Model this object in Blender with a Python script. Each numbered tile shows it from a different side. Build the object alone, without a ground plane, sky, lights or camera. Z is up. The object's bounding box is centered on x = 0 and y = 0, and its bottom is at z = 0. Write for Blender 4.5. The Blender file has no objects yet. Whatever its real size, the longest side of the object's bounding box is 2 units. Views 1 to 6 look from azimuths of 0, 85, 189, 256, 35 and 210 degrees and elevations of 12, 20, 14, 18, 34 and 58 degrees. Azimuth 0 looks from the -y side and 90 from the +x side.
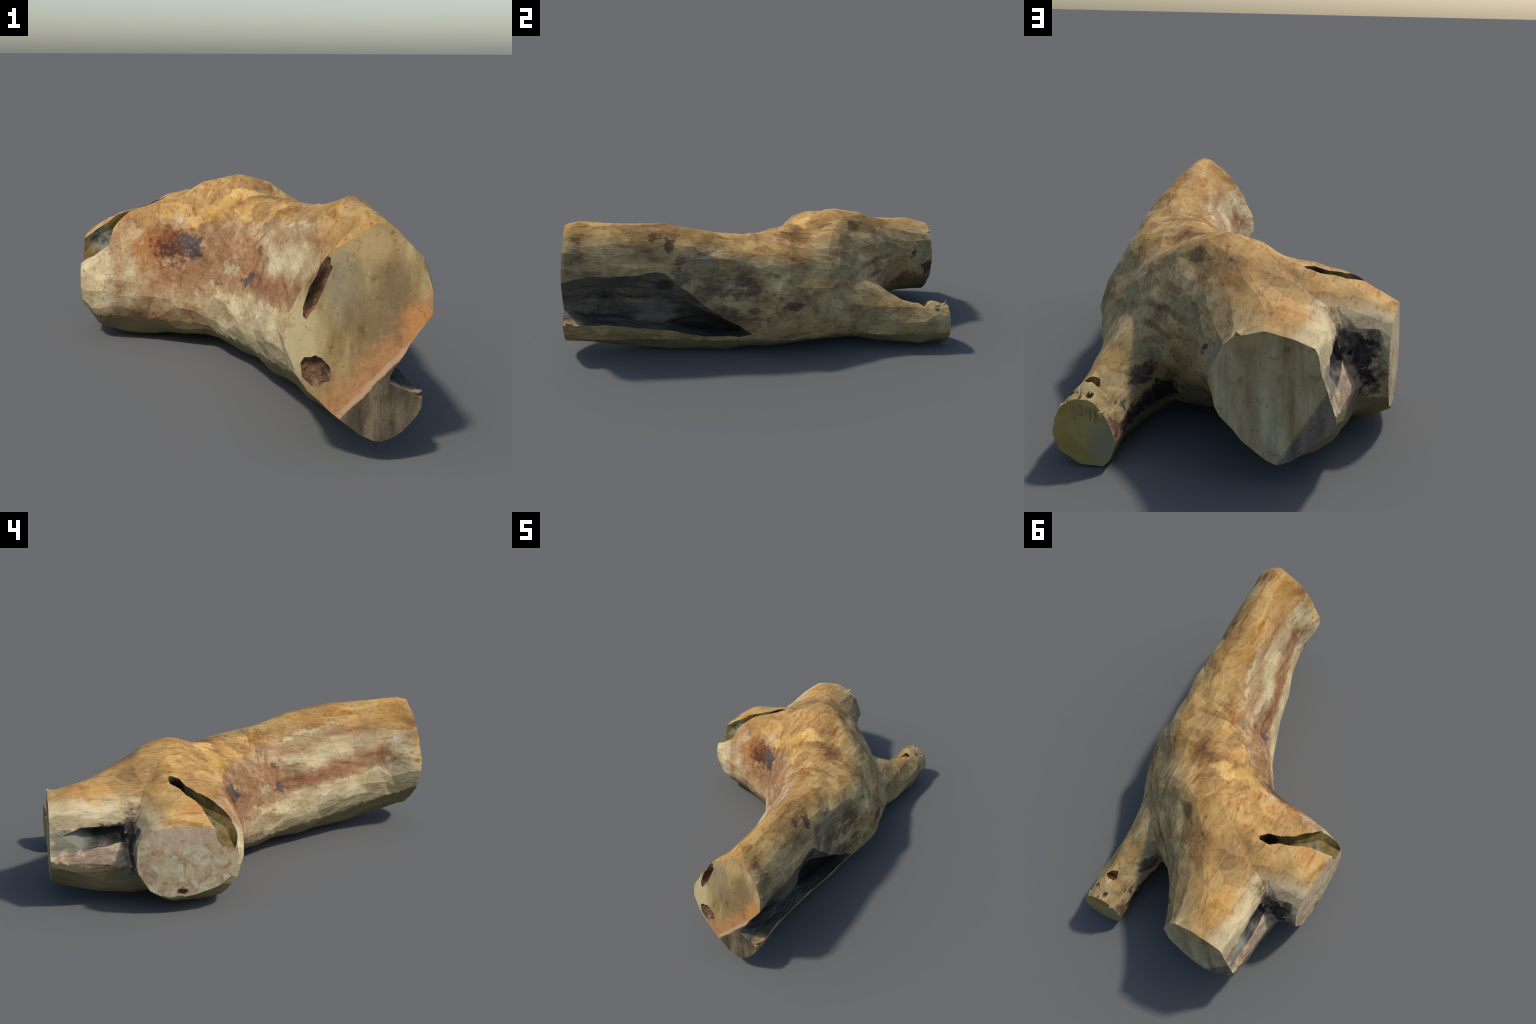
"""A weathered forked log lying on its side: a thick trunk sawn at both ends, a stout
side stub, a thin fork, a rotten trough along one flank, a slot, a bark pocket and splinters."""
import bpy, bmesh, math, random
import numpy as np
from mathutils import Vector, noise, Matrix

random.seed(7)
noise.seed_set(1)
COL = bpy.context.scene.collection

# ------------------------------------------------------------------ helpers
NTH = 72
TH = np.linspace(-math.pi, math.pi, NTH, endpoint=False)


def polar(points, centre):
    """Distance from centre to the polygon's border along NTH directions."""
    p = np.array(points, float) - centre
    q = np.roll(p, -1, 0)
    out = np.zeros(NTH)
    for i, t in enumerate(TH):
        d = np.array([math.cos(t), math.sin(t)])
        best = 0.0
        for a, b in zip(p, q):
            e = b - a
            den = d[0] * e[1] - d[1] * e[0]
            if abs(den) < 1e-9:
                continue
            r = (a[0] * e[1] - a[1] * e[0]) / den
            s = (a[0] * d[1] - a[1] * d[0]) / den
            if r > 0 and -1e-6 <= s <= 1 + 1e-6:
                best = max(best, r)
        out[i] = best
    k = np.array([1, 2, 1]) / 4.0                     # round the corners slightly
    ext = np.concatenate([out[-1:], out, out[:1]])
    return np.convolve(ext, k, "valid")


def smooth_rows(keys, rows, at):
    """Monotone-ish cubic (Catmull-Rom on uneven keys) through rows."""
    keys, rows = np.array(keys, float), np.array(rows, float)
    m = np.zeros_like(rows)
    d = (rows[1:] - rows[:-1]) / (keys[1:] - keys[:-1])[:, None]
    m[1:-1] = 0.5 * (d[1:] + d[:-1])
    m[0], m[-1] = d[0], d[-1]
    out = []
    for y in at:
        i = min(max(np.searchsorted(keys, y) - 1, 0), len(keys) - 2)
        h = keys[i + 1] - keys[i]
        t = (y - keys[i]) / h
        out.append((2 * t**3 - 3 * t**2 + 1) * rows[i] + (t**3 - 2 * t**2 + t) * h * m[i]
                   + (-2 * t**3 + 3 * t**2) * rows[i + 1] + (t**3 - t**2) * h * m[i + 1])
    return np.array(out)


def loft(sections, axis, step=0.02):
    """Closed star-shaped loft; sections = [(position on axis, [(u, v), ...]), ...].
    axis 1: u, v are x, z; axis 0: u, v are y, z."""
    keys = [s[0] for s in sections]
    cen = np.array([np.array(s[1]).mean(0) for s in sections])
    rad = np.array([polar(s[1], c) for s, c in zip(sections, cen)])
    at = np.linspace(keys[0], keys[-1], int((keys[-1] - keys[0]) / step) + 1)
    cen, rad = smooth_rows(keys, cen, at), smooth_rows(keys, rad, at)
    bm = bmesh.new()
    rings = []
    for y, c, r in zip(at, cen, rad):
        ring = []
        for t, q in zip(TH, r):
            u, v = c[0] + q * math.cos(t), c[1] + q * math.sin(t)
            ring.append(bm.verts.new((u, y, v) if axis == 1 else (y, u, v)))
        rings.append(ring)
    for a, b in zip(rings, rings[1:]):
        for i in range(NTH):
            j = (i + 1) % NTH
            bm.faces.new((a[i], a[j], b[j], b[i]))
    bm.faces.new(rings[0]); bm.faces.new(rings[-1])
    bmesh.ops.recalc_face_normals(bm, faces=bm.faces)
    me = bpy.data.meshes.new("loft")
    bm.to_mesh(me); bm.free()
    return me


def tube(path, rings, n=8, wobble=0.0):
    """Cutter: closed loft of n-gons; rings = [(half width vector, half height vector)]"""
    bm = bmesh.new()
    rr = []
    for p, (a, b) in zip(path, rings):
        p, a, b = Vector(p), Vector(a), Vector(b)
        ring = []
        for k in range(n):
            t = 2 * math.pi * k / n
            w = 1 + wobble * (random.random() - 0.5)
            ring.append(bm.verts.new(p + a * math.cos(t) * w + b * math.sin(t) * w))
        rr.append(ring)
    for a, b in zip(rr, rr[1:]):
        for i in range(n):
            j = (i + 1) % n
            bm.faces.new((a[i], a[j], b[j], b[i]))
    bm.faces.new(rr[0]); bm.faces.new(rr[-1])
    bmesh.ops.triangulate(bm, faces=bm.faces)
    bmesh.ops.recalc_face_normals(bm, faces=bm.faces)
    me = bpy.data.meshes.new("cutter")
    bm.to_mesh(me); bm.free()
    return me


def prism(rings):
    """Closed loft through rings of equal point count (lists of xyz)."""
    bm = bmesh.new()
    rr = [[bm.verts.new(p) for p in ring] for ring in rings]
    n = len(rr[0])
    for a, b in zip(rr, rr[1:]):
        for i in range(n):
            j = (i + 1) % n
            bm.faces.new((a[i], a[j], b[j], b[i]))
    bm.faces.new(rr[0]); bm.faces.new(rr[-1])
    bmesh.ops.triangulate(bm, faces=bm.faces)
    bmesh.ops.recalc_face_normals(bm, faces=bm.faces)
    me = bpy.data.meshes.new("cutter")
    bm.to_mesh(me); bm.free()
    return me


def slab(point, normal, size=0.7, bulge=0.0, rough=0.004):
    """A block lying wholly beyond a slightly domed, uneven plane, used to saw an end off."""
    n = Vector(normal).normalized()
    q = n.to_track_quat("Z", "Y").to_matrix().to_4x4()
    bm = bmesh.new()
    k = 12
    top, bot = [], []
    for i in range(k + 1):
        for j in range(k + 1):
            x, y = (i / k - .5) * size, (j / k - .5) * size
            dome = -bulge * (x * x + y * y) + rough * noise.noise(Vector((x * 9, y * 9, point[0] * 7)))
            bot.append(bm.verts.new((x, y, dome)))
            top.append(bm.verts.new((x, y, .5)))
    for i in range(k):
        for j in range(k):
            a, b, c, d = i * (k + 1) + j, (i + 1) * (k + 1) + j, (i + 1) * (k + 1) + j + 1, i * (k + 1) + j + 1
            bm.faces.new((bot[a], bot[b], bot[c], bot[d])); bm.faces.new((top[d], top[c], top[b], top[a]))
    rim = [i * (k + 1) for i in range(k)] + [k * (k + 1) + j for j in range(k)] + [i * (k + 1) + k for i in range(k, 0, -1)] + list(range(k, 0, -1))
    for a, b in zip(rim, rim[1:] + rim[:1]):
        bm.faces.new((bot[b], bot[a], top[a], top[b]))
    bmesh.ops.triangulate(bm, faces=bm.faces)
    bmesh.ops.recalc_face_normals(bm, faces=bm.faces)
    bmesh.ops.transform(bm, matrix=Matrix.Translation(Vector(point)) @ q, verts=bm.verts)
    me = bpy.data.meshes.new("slab")
    bm.to_mesh(me); bm.free()
    return me


def obj(name, me):
    o = bpy.data.objects.new(name, me)
    COL.objects.link(o)
    return o


def applied(o):
    bpy.context.view_layer.update()
    dg = bpy.context.evaluated_depsgraph_get()
    me = bpy.data.meshes.new_from_object(o.evaluated_get(dg), preserve_all_data_layers=True, depsgraph=dg)
    o.modifiers.clear()
    old = o.data
    o.data = me
    bpy.data.meshes.remove(old)


def roughen(me, cell, amount=.28):
    """Break a cutter's faces up and push them about so the hole is torn, not machined."""
    bm = bmesh.new(); bm.from_mesh(me)
    for _ in range(5):
        long = [e for e in bm.edges if e.calc_length() > cell * 1.6]
        if not long:
            break
        bmesh.ops.subdivide_edges(bm, edges=long, cuts=1)
        bmesh.ops.triangulate(bm, faces=[f for f in bm.faces if len(f.verts) > 3])
    for v in bm.verts:
        v.co += Vector(noise.noise_vector(v.co * 14 + Vector((3, 7, 1)))) * cell * amount
    bm.to_mesh(me); bm.free()


# ------------------------------------------------------------------ the three limbs
near_half = [          # cross-sections (x, z) from the sawn front to the bend
    (-1.06, [(.39,.675),(.45,.655),(.52,.58),(.574,.5),(.576,.46),(.567,.3),(.563,.19),(.548,.145),(.513,.096),(.463,.072),(.426,.065),(.352,.125),(.28,.185),(.226,.24),(.2,.34),(.2,.41),(.24,.51),(.3,.595)]),
    (-.975, [(.40,.685),(.455,.672),(.54,.605),(.586,.51),(.58,.46),(.567,.3),(.563,.19),(.548,.145),(.513,.096),(.463,.072),(.426,.062),(.352,.12),(.28,.18),(.226,.24),(.18,.34),(.184,.4),(.238,.51),(.31,.605)]),
    (-.93, [(.40,.705),(.46,.675),(.535,.598),(.58,.505),(.577,.45),(.567,.3),(.563,.19),(.545,.145),(.51,.096),(.46,.065),(.41,.06),(.34,.11),(.27,.17),(.225,.23),(.178,.33),(.194,.41),(.243,.51),(.328,.6)]),
    (-.8, [(.4,.695),(.47,.66),(.535,.588),(.578,.492),(.572,.4),(.555,.3),(.535,.17),(.505,.11),(.46,.05),(.38,.042),(.29,.108),(.225,.19),(.204,.26),(.204,.34),(.248,.46),(.293,.57),(.357,.635)]),
    (-.5, [(.40,.682),(.44,.653),(.486,.605),(.516,.54),(.544,.49),(.56,.4),(.545,.3),(.52,.15),(.48,.075),(.43,.005),(.33,-.006),(.238,.055),(.155,.15),(.116,.24),(.13,.32),(.203,.45),(.262,.548),(.335,.65)]),
    (-.33, [(.405,.655),(.466,.614),(.518,.54),(.525,.505),(.497,.45),(.507,.38),(.525,.3),(.522,.22),(.51,.13),(.48,.06),(.44,-.005),(.3,.0),(.16,.045),(.08,.14),(.075,.22),(.1,.32),(.15,.44),(.215,.53),(.315,.614)]),
    (-.18, [(.372,.609),(.43,.578),(.508,.53),(.518,.49),(.490,.44),(.503,.37),(.523,.29),(.523,.2),(.513,.13),(.48,.05),(.43,-.005),(.27,-.008),(.11,.045),(.025,.12),(.015,.21),(.045,.29),(.088,.345),(.128,.445),(.19,.525),(.265,.59)]),
    (-.05, [(.32,.583),(.41,.56),(.495,.505),(.522,.455),(.508,.40),(.525,.31),(.534,.22),(.522,.13),(.47,.04),(.4,.012),(.25,-.003),(.06,.02),(-.04,.1),(-.055,.2),(-.03,.3),(-.003,.376),(.062,.455),(.14,.53),(.225,.58)]),
]
far_half = [           # from the bend, past the stub and the fork, to the far end
    (.1, [(.225,.581),(.315,.552),(.41,.522),(.48,.46),(.54,.38),(.572,.3),(.583,.235),(.562,.165),(.51,.09),(.45,.03),(.3,.02),(.1,.02),(-.05,.035),(-.125,.1),(-.165,.25),(-.13,.37),(-.07,.45),(.0,.515),(.11,.562)]),
    (.25, [(.03,.592),(.12,.583),(.22,.553),(.335,.495),(.435,.405),(.51,.33),(.54,.23),(.515,.15),(.465,.085),(.41,.045),(.25,.025),(.05,.02),(-.15,.02),(-.25,.1),(-.28,.25),(-.24,.4),(-.16,.515),(-.06,.555)]),
    (.4, [(.04,.635),(.14,.605),(.245,.54),(.325,.462),(.415,.345),(.475,.22),(.456,.12),(.41,.06),(.2,.03),(0,.02),(-.2,.02),(-.35,.1),(-.38,.25),(-.35,.4),(-.2,.547),(-.09,.612)]),
    (.54, [(.0,.607),(.03,.592),(.08,.555),(.175,.50),(.265,.42),(.325,.31),(.25,.16),(.19,.05),(0,.04),(-.2,.02),(-.42,.04),(-.46,.2),(-.42,.42),(-.3,.476),(-.18,.55),(-.08,.598)]),
    (.65, [(-.07,.563),(.02,.535),(.088,.488),(.165,.42),(.212,.34),(.20,.25),(.11,.18),(-.01,.105),(-.2,.05),(-.43,.035),(-.474,.13),(-.474,.22),(-.425,.29),(-.412,.34),(-.403,.402),(-.36,.452),(-.268,.498),(-.17,.54)]),
    (.76, [(-.17,.527),(-.05,.497),(.03,.445),(.07,.38),(.045,.28),(-.01,.178),(-.1,.105),(-.25,.05),(-.40,.05),(-.444,.125),(-.462,.2),(-.422,.3),(-.405,.35),(-.402,.402),(-.37,.447),(-.262,.508)]),
    (.88, [(-.13,.477),(-.215,.51),(-.305,.492),(-.378,.447),(-.395,.38),(-.408,.34),(-.425,.25),(-.452,.2),(-.438,.15),(-.36,.06),(-.25,.055),(-.15,.12),(-.03,.24),(.0,.33),(-.02,.395),(-.065,.445)]),
    (.99, [(-.13,.462),(-.232,.478),(-.31,.465),(-.378,.44),(-.392,.366),(-.44,.235),(-.432,.18),(-.266,.055),(-.2,.1),(-.135,.163),(-.075,.232),(-.045,.314),(-.075,.39)]),
    (1.06, [(-.13,.44),(-.232,.46),(-.31,.445),(-.378,.42),(-.39,.35),(-.44,.23),(-.42,.17),(-.266,.055),(-.2,.1),(-.135,.163),(-.075,.232),(-.048,.314),(-.081,.38)]),
]
trunk = loft(near_half + far_half, 1)

stub = loft([
    (-.62, [(.21,.3),(.22,.34),(.27,.37),(.34,.395),(.42,.395),(.49,.38),(.55,.37),(.59,.33),(.605,.27),(.60,.2),(.565,.15),(.46,.11),(.37,.12),(.28,.14),(.23,.19),(.212,.24)]),
    (-.57, [(.18,.3),(.195,.35),(.245,.385),(.32,.405),(.42,.412),(.5,.41),(.575,.395),(.625,.35),(.643,.28),(.635,.2),(.595,.12),(.49,.062),(.36,.08),(.28,.105),(.20,.155),(.172,.23)]),
    (-.52, [(.165,.3),(.18,.345),(.24,.395),(.31,.43),(.42,.442),(.5,.44),(.59,.405),(.635,.355),(.648,.285),(.635,.2),(.59,.1),(.48,.028),(.35,.035),(.25,.05),(.178,.13),(.160,.22)]),
    (-.45, [(.142,.3),(.17,.37),(.235,.45),(.32,.485),(.42,.478),(.5,.462),(.58,.43),(.635,.385),(.662,.285),(.65,.2),(.63,.1),(.48,.01),(.33,.0),(.25,.025),(.165,.12),(.136,.22)]),
    (-.3, [(.118,.3),(.15,.4),(.22,.485),(.33,.522),(.45,.53),(.55,.50),(.6,.44),(.62,.3),(.6,.2),(.56,.08),(.47,.02),(.3,.005),(.225,.02),(.15,.09),(.098,.2)]),
    (-.1, [(.06,.3),(.12,.42),(.22,.515),(.35,.565),(.48,.56),(.55,.51),(.6,.42),(.6,.3),(.58,.2),(.55,.1),(.45,.04),(.3,.03),(.2,.03),(.115,.05),(.035,.18)]),
], 0)

fork = loft([
    (.25, [(.3,.30),(.42,.32),(.5,.27),(.52,.2),(.5,.11),(.42,.05),(.3,.05),(.2,.1),(.18,.2),(.22,.28)]),
    (.5, [(.275,.38),(.375,.342),(.438,.265),(.458,.16),(.44,.1),(.39,.055),(.28,.03),(.17,.04),(.12,.13),(.13,.26),(.18,.35)]),
    (.62, [(.25,.318),(.342,.314),(.408,.256),(.438,.18),(.442,.1),(.392,.035),(.3,.015),(.22,.035),(.195,.1),(.18,.18),(.2,.26)]),
    (.75, [(.3,.225),(.35,.247),(.4,.22),(.44,.16),(.444,.1),(.405,.03),(.34,.0),(.27,.005),(.235,.06),(.225,.13),(.245,.18)]),
    (.87, [(.33,.205),(.362,.24),(.4,.21),(.44,.16),(.447,.1),(.42,.033),(.345,-.003),(.275,.0),(.245,.06),(.238,.14),(.285,.172)]),
    (.91, [(.315,.226),(.347,.25),(.4,.212),(.43,.162),(.436,.105),(.412,.045),(.347,.0),(.273,.0),(.24,.065),(.241,.13),(.28,.172)]),
    (.96, [(.31,.214),(.35,.227),(.4,.207),(.428,.168),(.434,.11),(.413,.055),(.349,.002),(.27,.002),(.236,.07),(.245,.12),(.28,.172)]),
    (1.05, [(.31,.21),(.35,.22),(.4,.2),(.428,.165),(.434,.11),(.413,.055),(.349,.008),(.27,.008),(.236,.07),(.25,.12),(.283,.17)]),
], 1)

# ------------------------------------------------------------------ grow them together
bm = bmesh.new()
for me in (trunk, stub, fork):
    bm.from_mesh(me)
body_me = bpy.data.meshes.new("body")
bm.to_mesh(body_me); bm.free()
body = obj("body", body_me)
m = body.modifiers.new("grow", "REMESH"); m.mode = "VOXEL"; m.voxel_size = 0.011
m = body.modifiers.new("flow", "SMOOTH"); m.factor = 0.5; m.iterations = 6
applied(body)
normals = [v.normal.copy() for v in body.data.vertices]
for v, nor in zip(body.data.vertices, normals):           # lumps and grain folds
    c = v.co
    big = noise.noise(c * 5.0)
    fold = noise.noise(Vector((c.x * 16, c.y * 5, c.z * 16)))
    bend = max(0.0, 1 - (Vector((.13, .02, .5)) - c).length / .32)
    wrinkle = noise.noise(Vector((c.x * 9 + c.y * 6, c.y * 24 - c.x * 16, c.z * 7)))
    v.co += nor * (0.007 * big + 0.006 * fold + 0.012 * bend * wrinkle)
m = body.modifiers.new("facets", "DECIMATE"); m.ratio = 2300 / (2 * len(body.data.polygons))
m.use_collapse_triangulate = True
applied(body)

WOOD, SAWN, HOLLOW, SLOT, POCKET, FORK_END, KNOT = range(7)
KINDS = ["wood", "sawn", "hollow", "slot", "pocket", "fork_end", "knot"]
mats = [bpy.data.materials.new(k) for k in KINDS]
for mt in mats:
    body.data.materials.append(mt)


def volume(me):
    b = bmesh.new(); b.from_mesh(me)
    v = b.calc_volume(signed=False)
    b.free()
    return v


def carve(me, kind):
    """Subtract a cutter; the faces it leaves carry the cutter's own material.
    If the solver trips over a degenerate touch, nudge the cutter and try again."""
    me.materials.clear()
    for mt in mats:
        me.materials.append(mt)
    me.polygons.foreach_set("material_index", [kind] * len(me.polygons))
    c = obj("cutter", me)
    whole = body.data.copy()
    before = volume(whole)
    for attempt in range(6):
        c.location = [.0011 * attempt * k for k in (1, -.7, .6)]
        b = body.modifiers.new("carve", "BOOLEAN")
        b.operation, b.solver, b.object = "DIFFERENCE", ("EXACT", "EXACT", "FAST")[attempt % 3], c
        b.material_mode = "INDEX"
        b.use_self = attempt % 2 == 1
        applied(body)
        after = volume(body.data)
        if before * .85 < after < before * .999999:
            break
        print("carve retry", kind, attempt, before, after)
        body.data = whole.copy()
    bpy.data.objects.remove(c)


# rotten trough along the flank: sections upper lip / throat / lower lip
def trough(y, lip_up, throat, floor, lip_low, out=.14):
    (a, b), (c, d), (e, f), (g, h) = lip_up, throat, floor, lip_low
    return [(a + out, y, b + .02), (a, y, b), ((a + c) / 2 + .008, y, (b + d) / 2), (c, y, d), (e, y, f), (g, y, h), (g + out, y, h - .01)]

t = prism([
    trough(-1.10, (.585,.465), (.480,.285), (.47,.25), (.565,.205)),
    trough(-.98, (.585,.465), (.478,.28), (.465,.24), (.555,.20)),
    trough(-.80, (.574,.46), (.40,.31), (.415,.20), (.513,.188)),
    trough(-.62, (.555,.473), (.462,.30), (.462,.18), (.488,.171)),
    trough(-.50, (.545,.48), (.468,.31), (.445,.165), (.495,.156)),
    trough(-.40, (.530,.385), (.44,.27), (.385,.14), (.491,.134)),
    trough(-.30, (.526,.295), (.405,.215), (.37,.125), (.489,.117)),
    trough(-.20, (.523,.222), (.42,.165), (.39,.12), (.497,.112)),
    trough(-.12, (.522,.178), (.45,.142), (.44,.118), (.510,.112)),
    trough(-.04, (.56,.15), (.54,.142), (.535,.13), (.55,.125)),
])
roughen(t, 0.032, .42)
carve(t, HOLLOW)

# bark pocket between stub and far trunk: an upright cleft and an overhung hole beside it
t = tube([(-.42,.648,.405), (-.455,.658,.365), (-.478,.668,.30), (-.488,.674,.23), (-.494,.678,.15), (-.488,.680,.06)],
         [((.02,.012,0), (.01,.0,.01)), ((.032,.022,0), (.004,-.022,0)), ((.032,.018,0), (.004,-.022,0)),
          ((.030,.012,0), (.004,-.016,0)), ((.030,.010,0), (.004,-.016,0)), ((.02,.0,0), (.002,-.008,0))], 8, .5)
roughen(t, 0.034)
carve(t, POCKET)
t = prism([
    [(-.60,.67,.375), (-.41,.67,.37), (-.375,.67,.34), (-.41,.67,.30), (-.60,.67,.29)],
    [(-.60,.72,.385), (-.40,.72,.372), (-.375,.72,.34), (-.40,.72,.29), (-.60,.72,.275)],
    [(-.60,.79,.372), (-.40,.79,.368), (-.355,.79,.34), (-.41,.79,.28), (-.60,.79,.27)],
    [(-.60,.85,.378), (-.40,.85,.375), (-.36,.85,.345), (-.425,.85,.27), (-.60,.85,.265)],
    [(-.60,.95,.365), (-.41,.95,.362), (-.405,.95,.34), (-.44,.95,.26), (-.60,.95,.255)],
])
roughen(t, 0.04)
carve(t, POCKET)

# slot along the top of the stub, ending in an open pit at the sawn face
def ring(c, half, deep, lean=(-.15, -.1, 1)):
    a, u = Vector((.55, -.83, 0)) * half, Vector(lean) * deep
    return [Vector(c) + a * i + u * j for i, j in ((-1.3, 4), (1.3, 4), (1, .3), (.55, -.5), (-.55, -.5), (-1, .3))]

t = prism([
    ring((-.262,.452,.53), .008, .03),
    ring((-.295,.428,.475), .024, .03),
    ring((-.345,.400,.462), .017, .03),
    ring((-.41,.360,.440), .024, .03),
    ring((-.460,.310,.408), .038, .03, (-.25,-.25,.95)),
    ring((-.505,.258,.372), .068, .04, (-.35,-.3,.85)),
    ring((-.55,.238,.328), .060, .04, (-.45,-.25,.8)),
    ring((-.64,.22,.30), .046, .04, (-.5,-.2,.8)),
])
roughen(t, 0.035)
carve(t, SLOT)

# torn hole behind the fork's end
t = tube([(.345,.835,.25), (.358,.865,.218), (.366,.885,.195)], [((.03,.006,.01), (0,.012,.02)), ((.028,.0,0), (0,.016,.02)), ((.015,.0,0), (0,.008,.01))], 7, .4)
carve(t, SLOT)

for c, r in (((.395,.935,.215), .012), ((.325,.965,.222), .012)):
    t = tube([(c[0], c[1], c[2] + .05), c, (c[0] + .004, c[1] - .004, c[2] - r * 1.2)],
             [((r * 1.3, 0, 0), (0, r * 1.9, 0)), ((r, 0, 0), (0, r * 1.5, 0)), ((r * .4, 0, 0), (0, r * .5, 0))], 6, .6)
    carve(t, SLOT)

# saw cuts
carve(slab((.40,-1.001,.38), (.0,-1,.02), 1.3, .11), SAWN)
carve(slab((.395,-.958,.686), (-.36,-.675,.644), .5, .05), WOOD)      # worn top corner of the front
for path, rings in (                                      # knots rotted out of the front face
    ([(.262,-1.06,.50), (.268,-.99,.497), (.277,-.970,.49)], [((.042,0,.10), (.022,0,-.008)), ((.038,0,.09), (.019,0,-.007)), ((.018,0,.045), (.009,0,-.003))]),
    ([(.262,-1.03,.275), (.264,-.994,.272), (.268,-.984,.268)], [((.03,0,-.04), (.036,0,.022)), ((.027,0,-.036), (.032,0,.02)), ((.012,0,-.017), (.016,0,.01))])):
    t = tube(path, rings, 16, .4)
    carve(t, KNOT)
carve(slab((-.2,1.0,.3), (.01,1,.02), .8, .10), SAWN)
carve(slab((-.587,.39,.22), (-1,.02,.0), .8, .15), SAWN)
carve(slab((.33,.992,.12), (-.09,1,.0), .4), FORK_END)

# ------------------------------------------------------------------ clean up
bm = bmesh.new(); bm.from_mesh(body.data)
bmesh.ops.remove_doubles(bm, verts=bm.verts, dist=0.0008)
bmesh.ops.dissolve_degenerate(bm, edges=bm.edges, dist=0.0005)
bmesh.ops.triangulate(bm, faces=bm.faces)
rims = [e for e in bm.edges if len(e.link_faces) == 2 and {f.material_index for f in e.link_faces} == {WOOD, SAWN}
        and e.calc_face_angle(0) > .6 and e.calc_length() > .004]
bmesh.ops.bevel(bm, geom=rims, offset=.011, segments=2, profile=.6, affect="EDGES", clamp_overlap=True, material=WOOD)
bmesh.ops.triangulate(bm, faces=bm.faces)
for v in bm.verts:                                        # it rests on the ground
    v.co.z = max(v.co.z, 0.0)
bm.to_mesh(body.data); bm.free()

# ------------------------------------------------------------------ parts
log = bpy.data.objects.new("weathered_log", None)
COL.objects.link(log)
log["label"] = "weathered forked log with sawn ends and rotten hollow flank"
log["category"] = "driftwood log"


def limb_of(c):
    if c.x > .20 + max(0, (.66 - c.y)) * .9 and c.y > .52 and c.z < .34:
        return "thin_branch"
    if c.x < -.26 and c.y < .665 - max(0, c.z - .42) * .5:
        return "side_branch"
    return "trunk"


src = bmesh.new(); src.from_mesh(body.data)
groups = {}
for f in src.faces:
    limb = limb_of(f.calc_center_median())
    if f.material_index == SLOT and limb == "trunk":        # the slot belongs to the stub
        limb = "side_branch"
    groups.setdefault((limb, f.material_index), []).append(f.index)
src.free()
PART = {SAWN: "sawn_face", HOLLOW: "rotten_hollow", SLOT: "slot", POCKET: "bark_pocket", FORK_END: "torn_face", KNOT: "knot_hollow"}


def piece(name, face_ids, mat):
    me = body.data
    used, verts, faces = {}, [], []
    for i in face_ids:
        idx = []
        for v in me.polygons[i].vertices:
            if v not in used:
                used[v] = len(verts)
                verts.append(me.vertices[v].co.copy())
            idx.append(used[v])
        faces.append(idx)
    out = bpy.data.meshes.new(name)
    out.from_pydata(verts, [], faces)
    out.materials.append(mat)
    return obj(name, out)


limbs = {}
for limb in ("trunk", "side_branch", "thin_branch"):
    o = piece(limb, groups[(limb, WOOD)], mats[WOOD])
    o.parent = log
    limbs[limb] = o
for (limb, kind), ids in sorted(groups.items()):
    if kind == WOOD:
        continue
    name = "pit" if (limb, kind) == ("thin_branch", SLOT) else PART[kind]
    o = piece(name, ids, mats[kind])
    o.parent = limbs[limb]
bpy.data.objects.remove(body)

# ------------------------------------------------------------------ splinters
def splinter(path, width, thick, limb, n=6):
    """A curled sliver: oval rings along a bent path, tapering to its tip."""
    bm = bmesh.new()
    pts = [Vector(p) for p in path]
    rings = []
    for i, p in enumerate(pts):
        d = (pts[min(i + 1, len(pts) - 1)] - pts[max(i - 1, 0)]).normalized()
        side = d.cross(Vector((0, .3, 1))).normalized()
        up = side.cross(d)
        f = 1 - (i / (len(pts) - 1)) ** 1.5 * .85
        f *= 1 + .25 * noise.noise(p * 60)
        rings.append([bm.verts.new(p + side * math.cos(2 * math.pi * k / n) * width * f + up * math.sin(2 * math.pi * k / n) * thick * f) for k in range(n)])
    for a, b in zip(rings, rings[1:]):
        for i in range(n):
            j = (i + 1) % n
            bm.faces.new((a[i], a[j], b[j], b[i]))
    bm.faces.new(rings[0]); bm.faces.new(rings[-1])
    bmesh.ops.triangulate(bm, faces=bm.faces)
    bmesh.ops.recalc_face_normals(bm, faces=bm.faces)
    me = bpy.data.meshes.new("splinter")
    bm.to_mesh(me); bm.free()
    me.materials.append(mats[WOOD])
    o = obj("splinter", me)
    o.parent = limbs[limb]


splinter([(.372,.915,.222), (.366,.94,.224), (.357,.962,.219), (.350,.980,.222), (.346,.986,.233), (.343,.984,.252)], .009, .0045, "thin_branch")
splinter([(.352,.972,.22), (.349,.982,.232), (.338,.986,.238)], .0035, .002, "thin_branch")
splinter([(.395,.96,.195), (.391,.980,.2), (.386,.992,.213)], .012, .006, "thin_branch")
splinter([(.318,.93,.208), (.308,.958,.207), (.299,.979,.206)], .010, .004, "thin_branch")
splinter([(.33,.90,.225), (.331,.93,.229), (.328,.955,.224)], .009, .004, "thin_branch")
for i in range(7):                                        # frayed fibres hanging over the torn face
    x = .405 - i * .020 + random.uniform(-.005, .005)
    top = .205 - abs(x - .35) * .35
    drop = random.uniform(.012, .05)
    splinter([(x, .965, top + .004), (x - .002, .994, top - .002), (x - .004 + random.uniform(-.004, .004), .9975, top - drop)],
             random.uniform(.008, .015), .004, "thin_branch")
splinter([(-.15,.955,.462), (-.14,.982,.462), (-.136,.996,.472)], .016, .006, "trunk")
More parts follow.
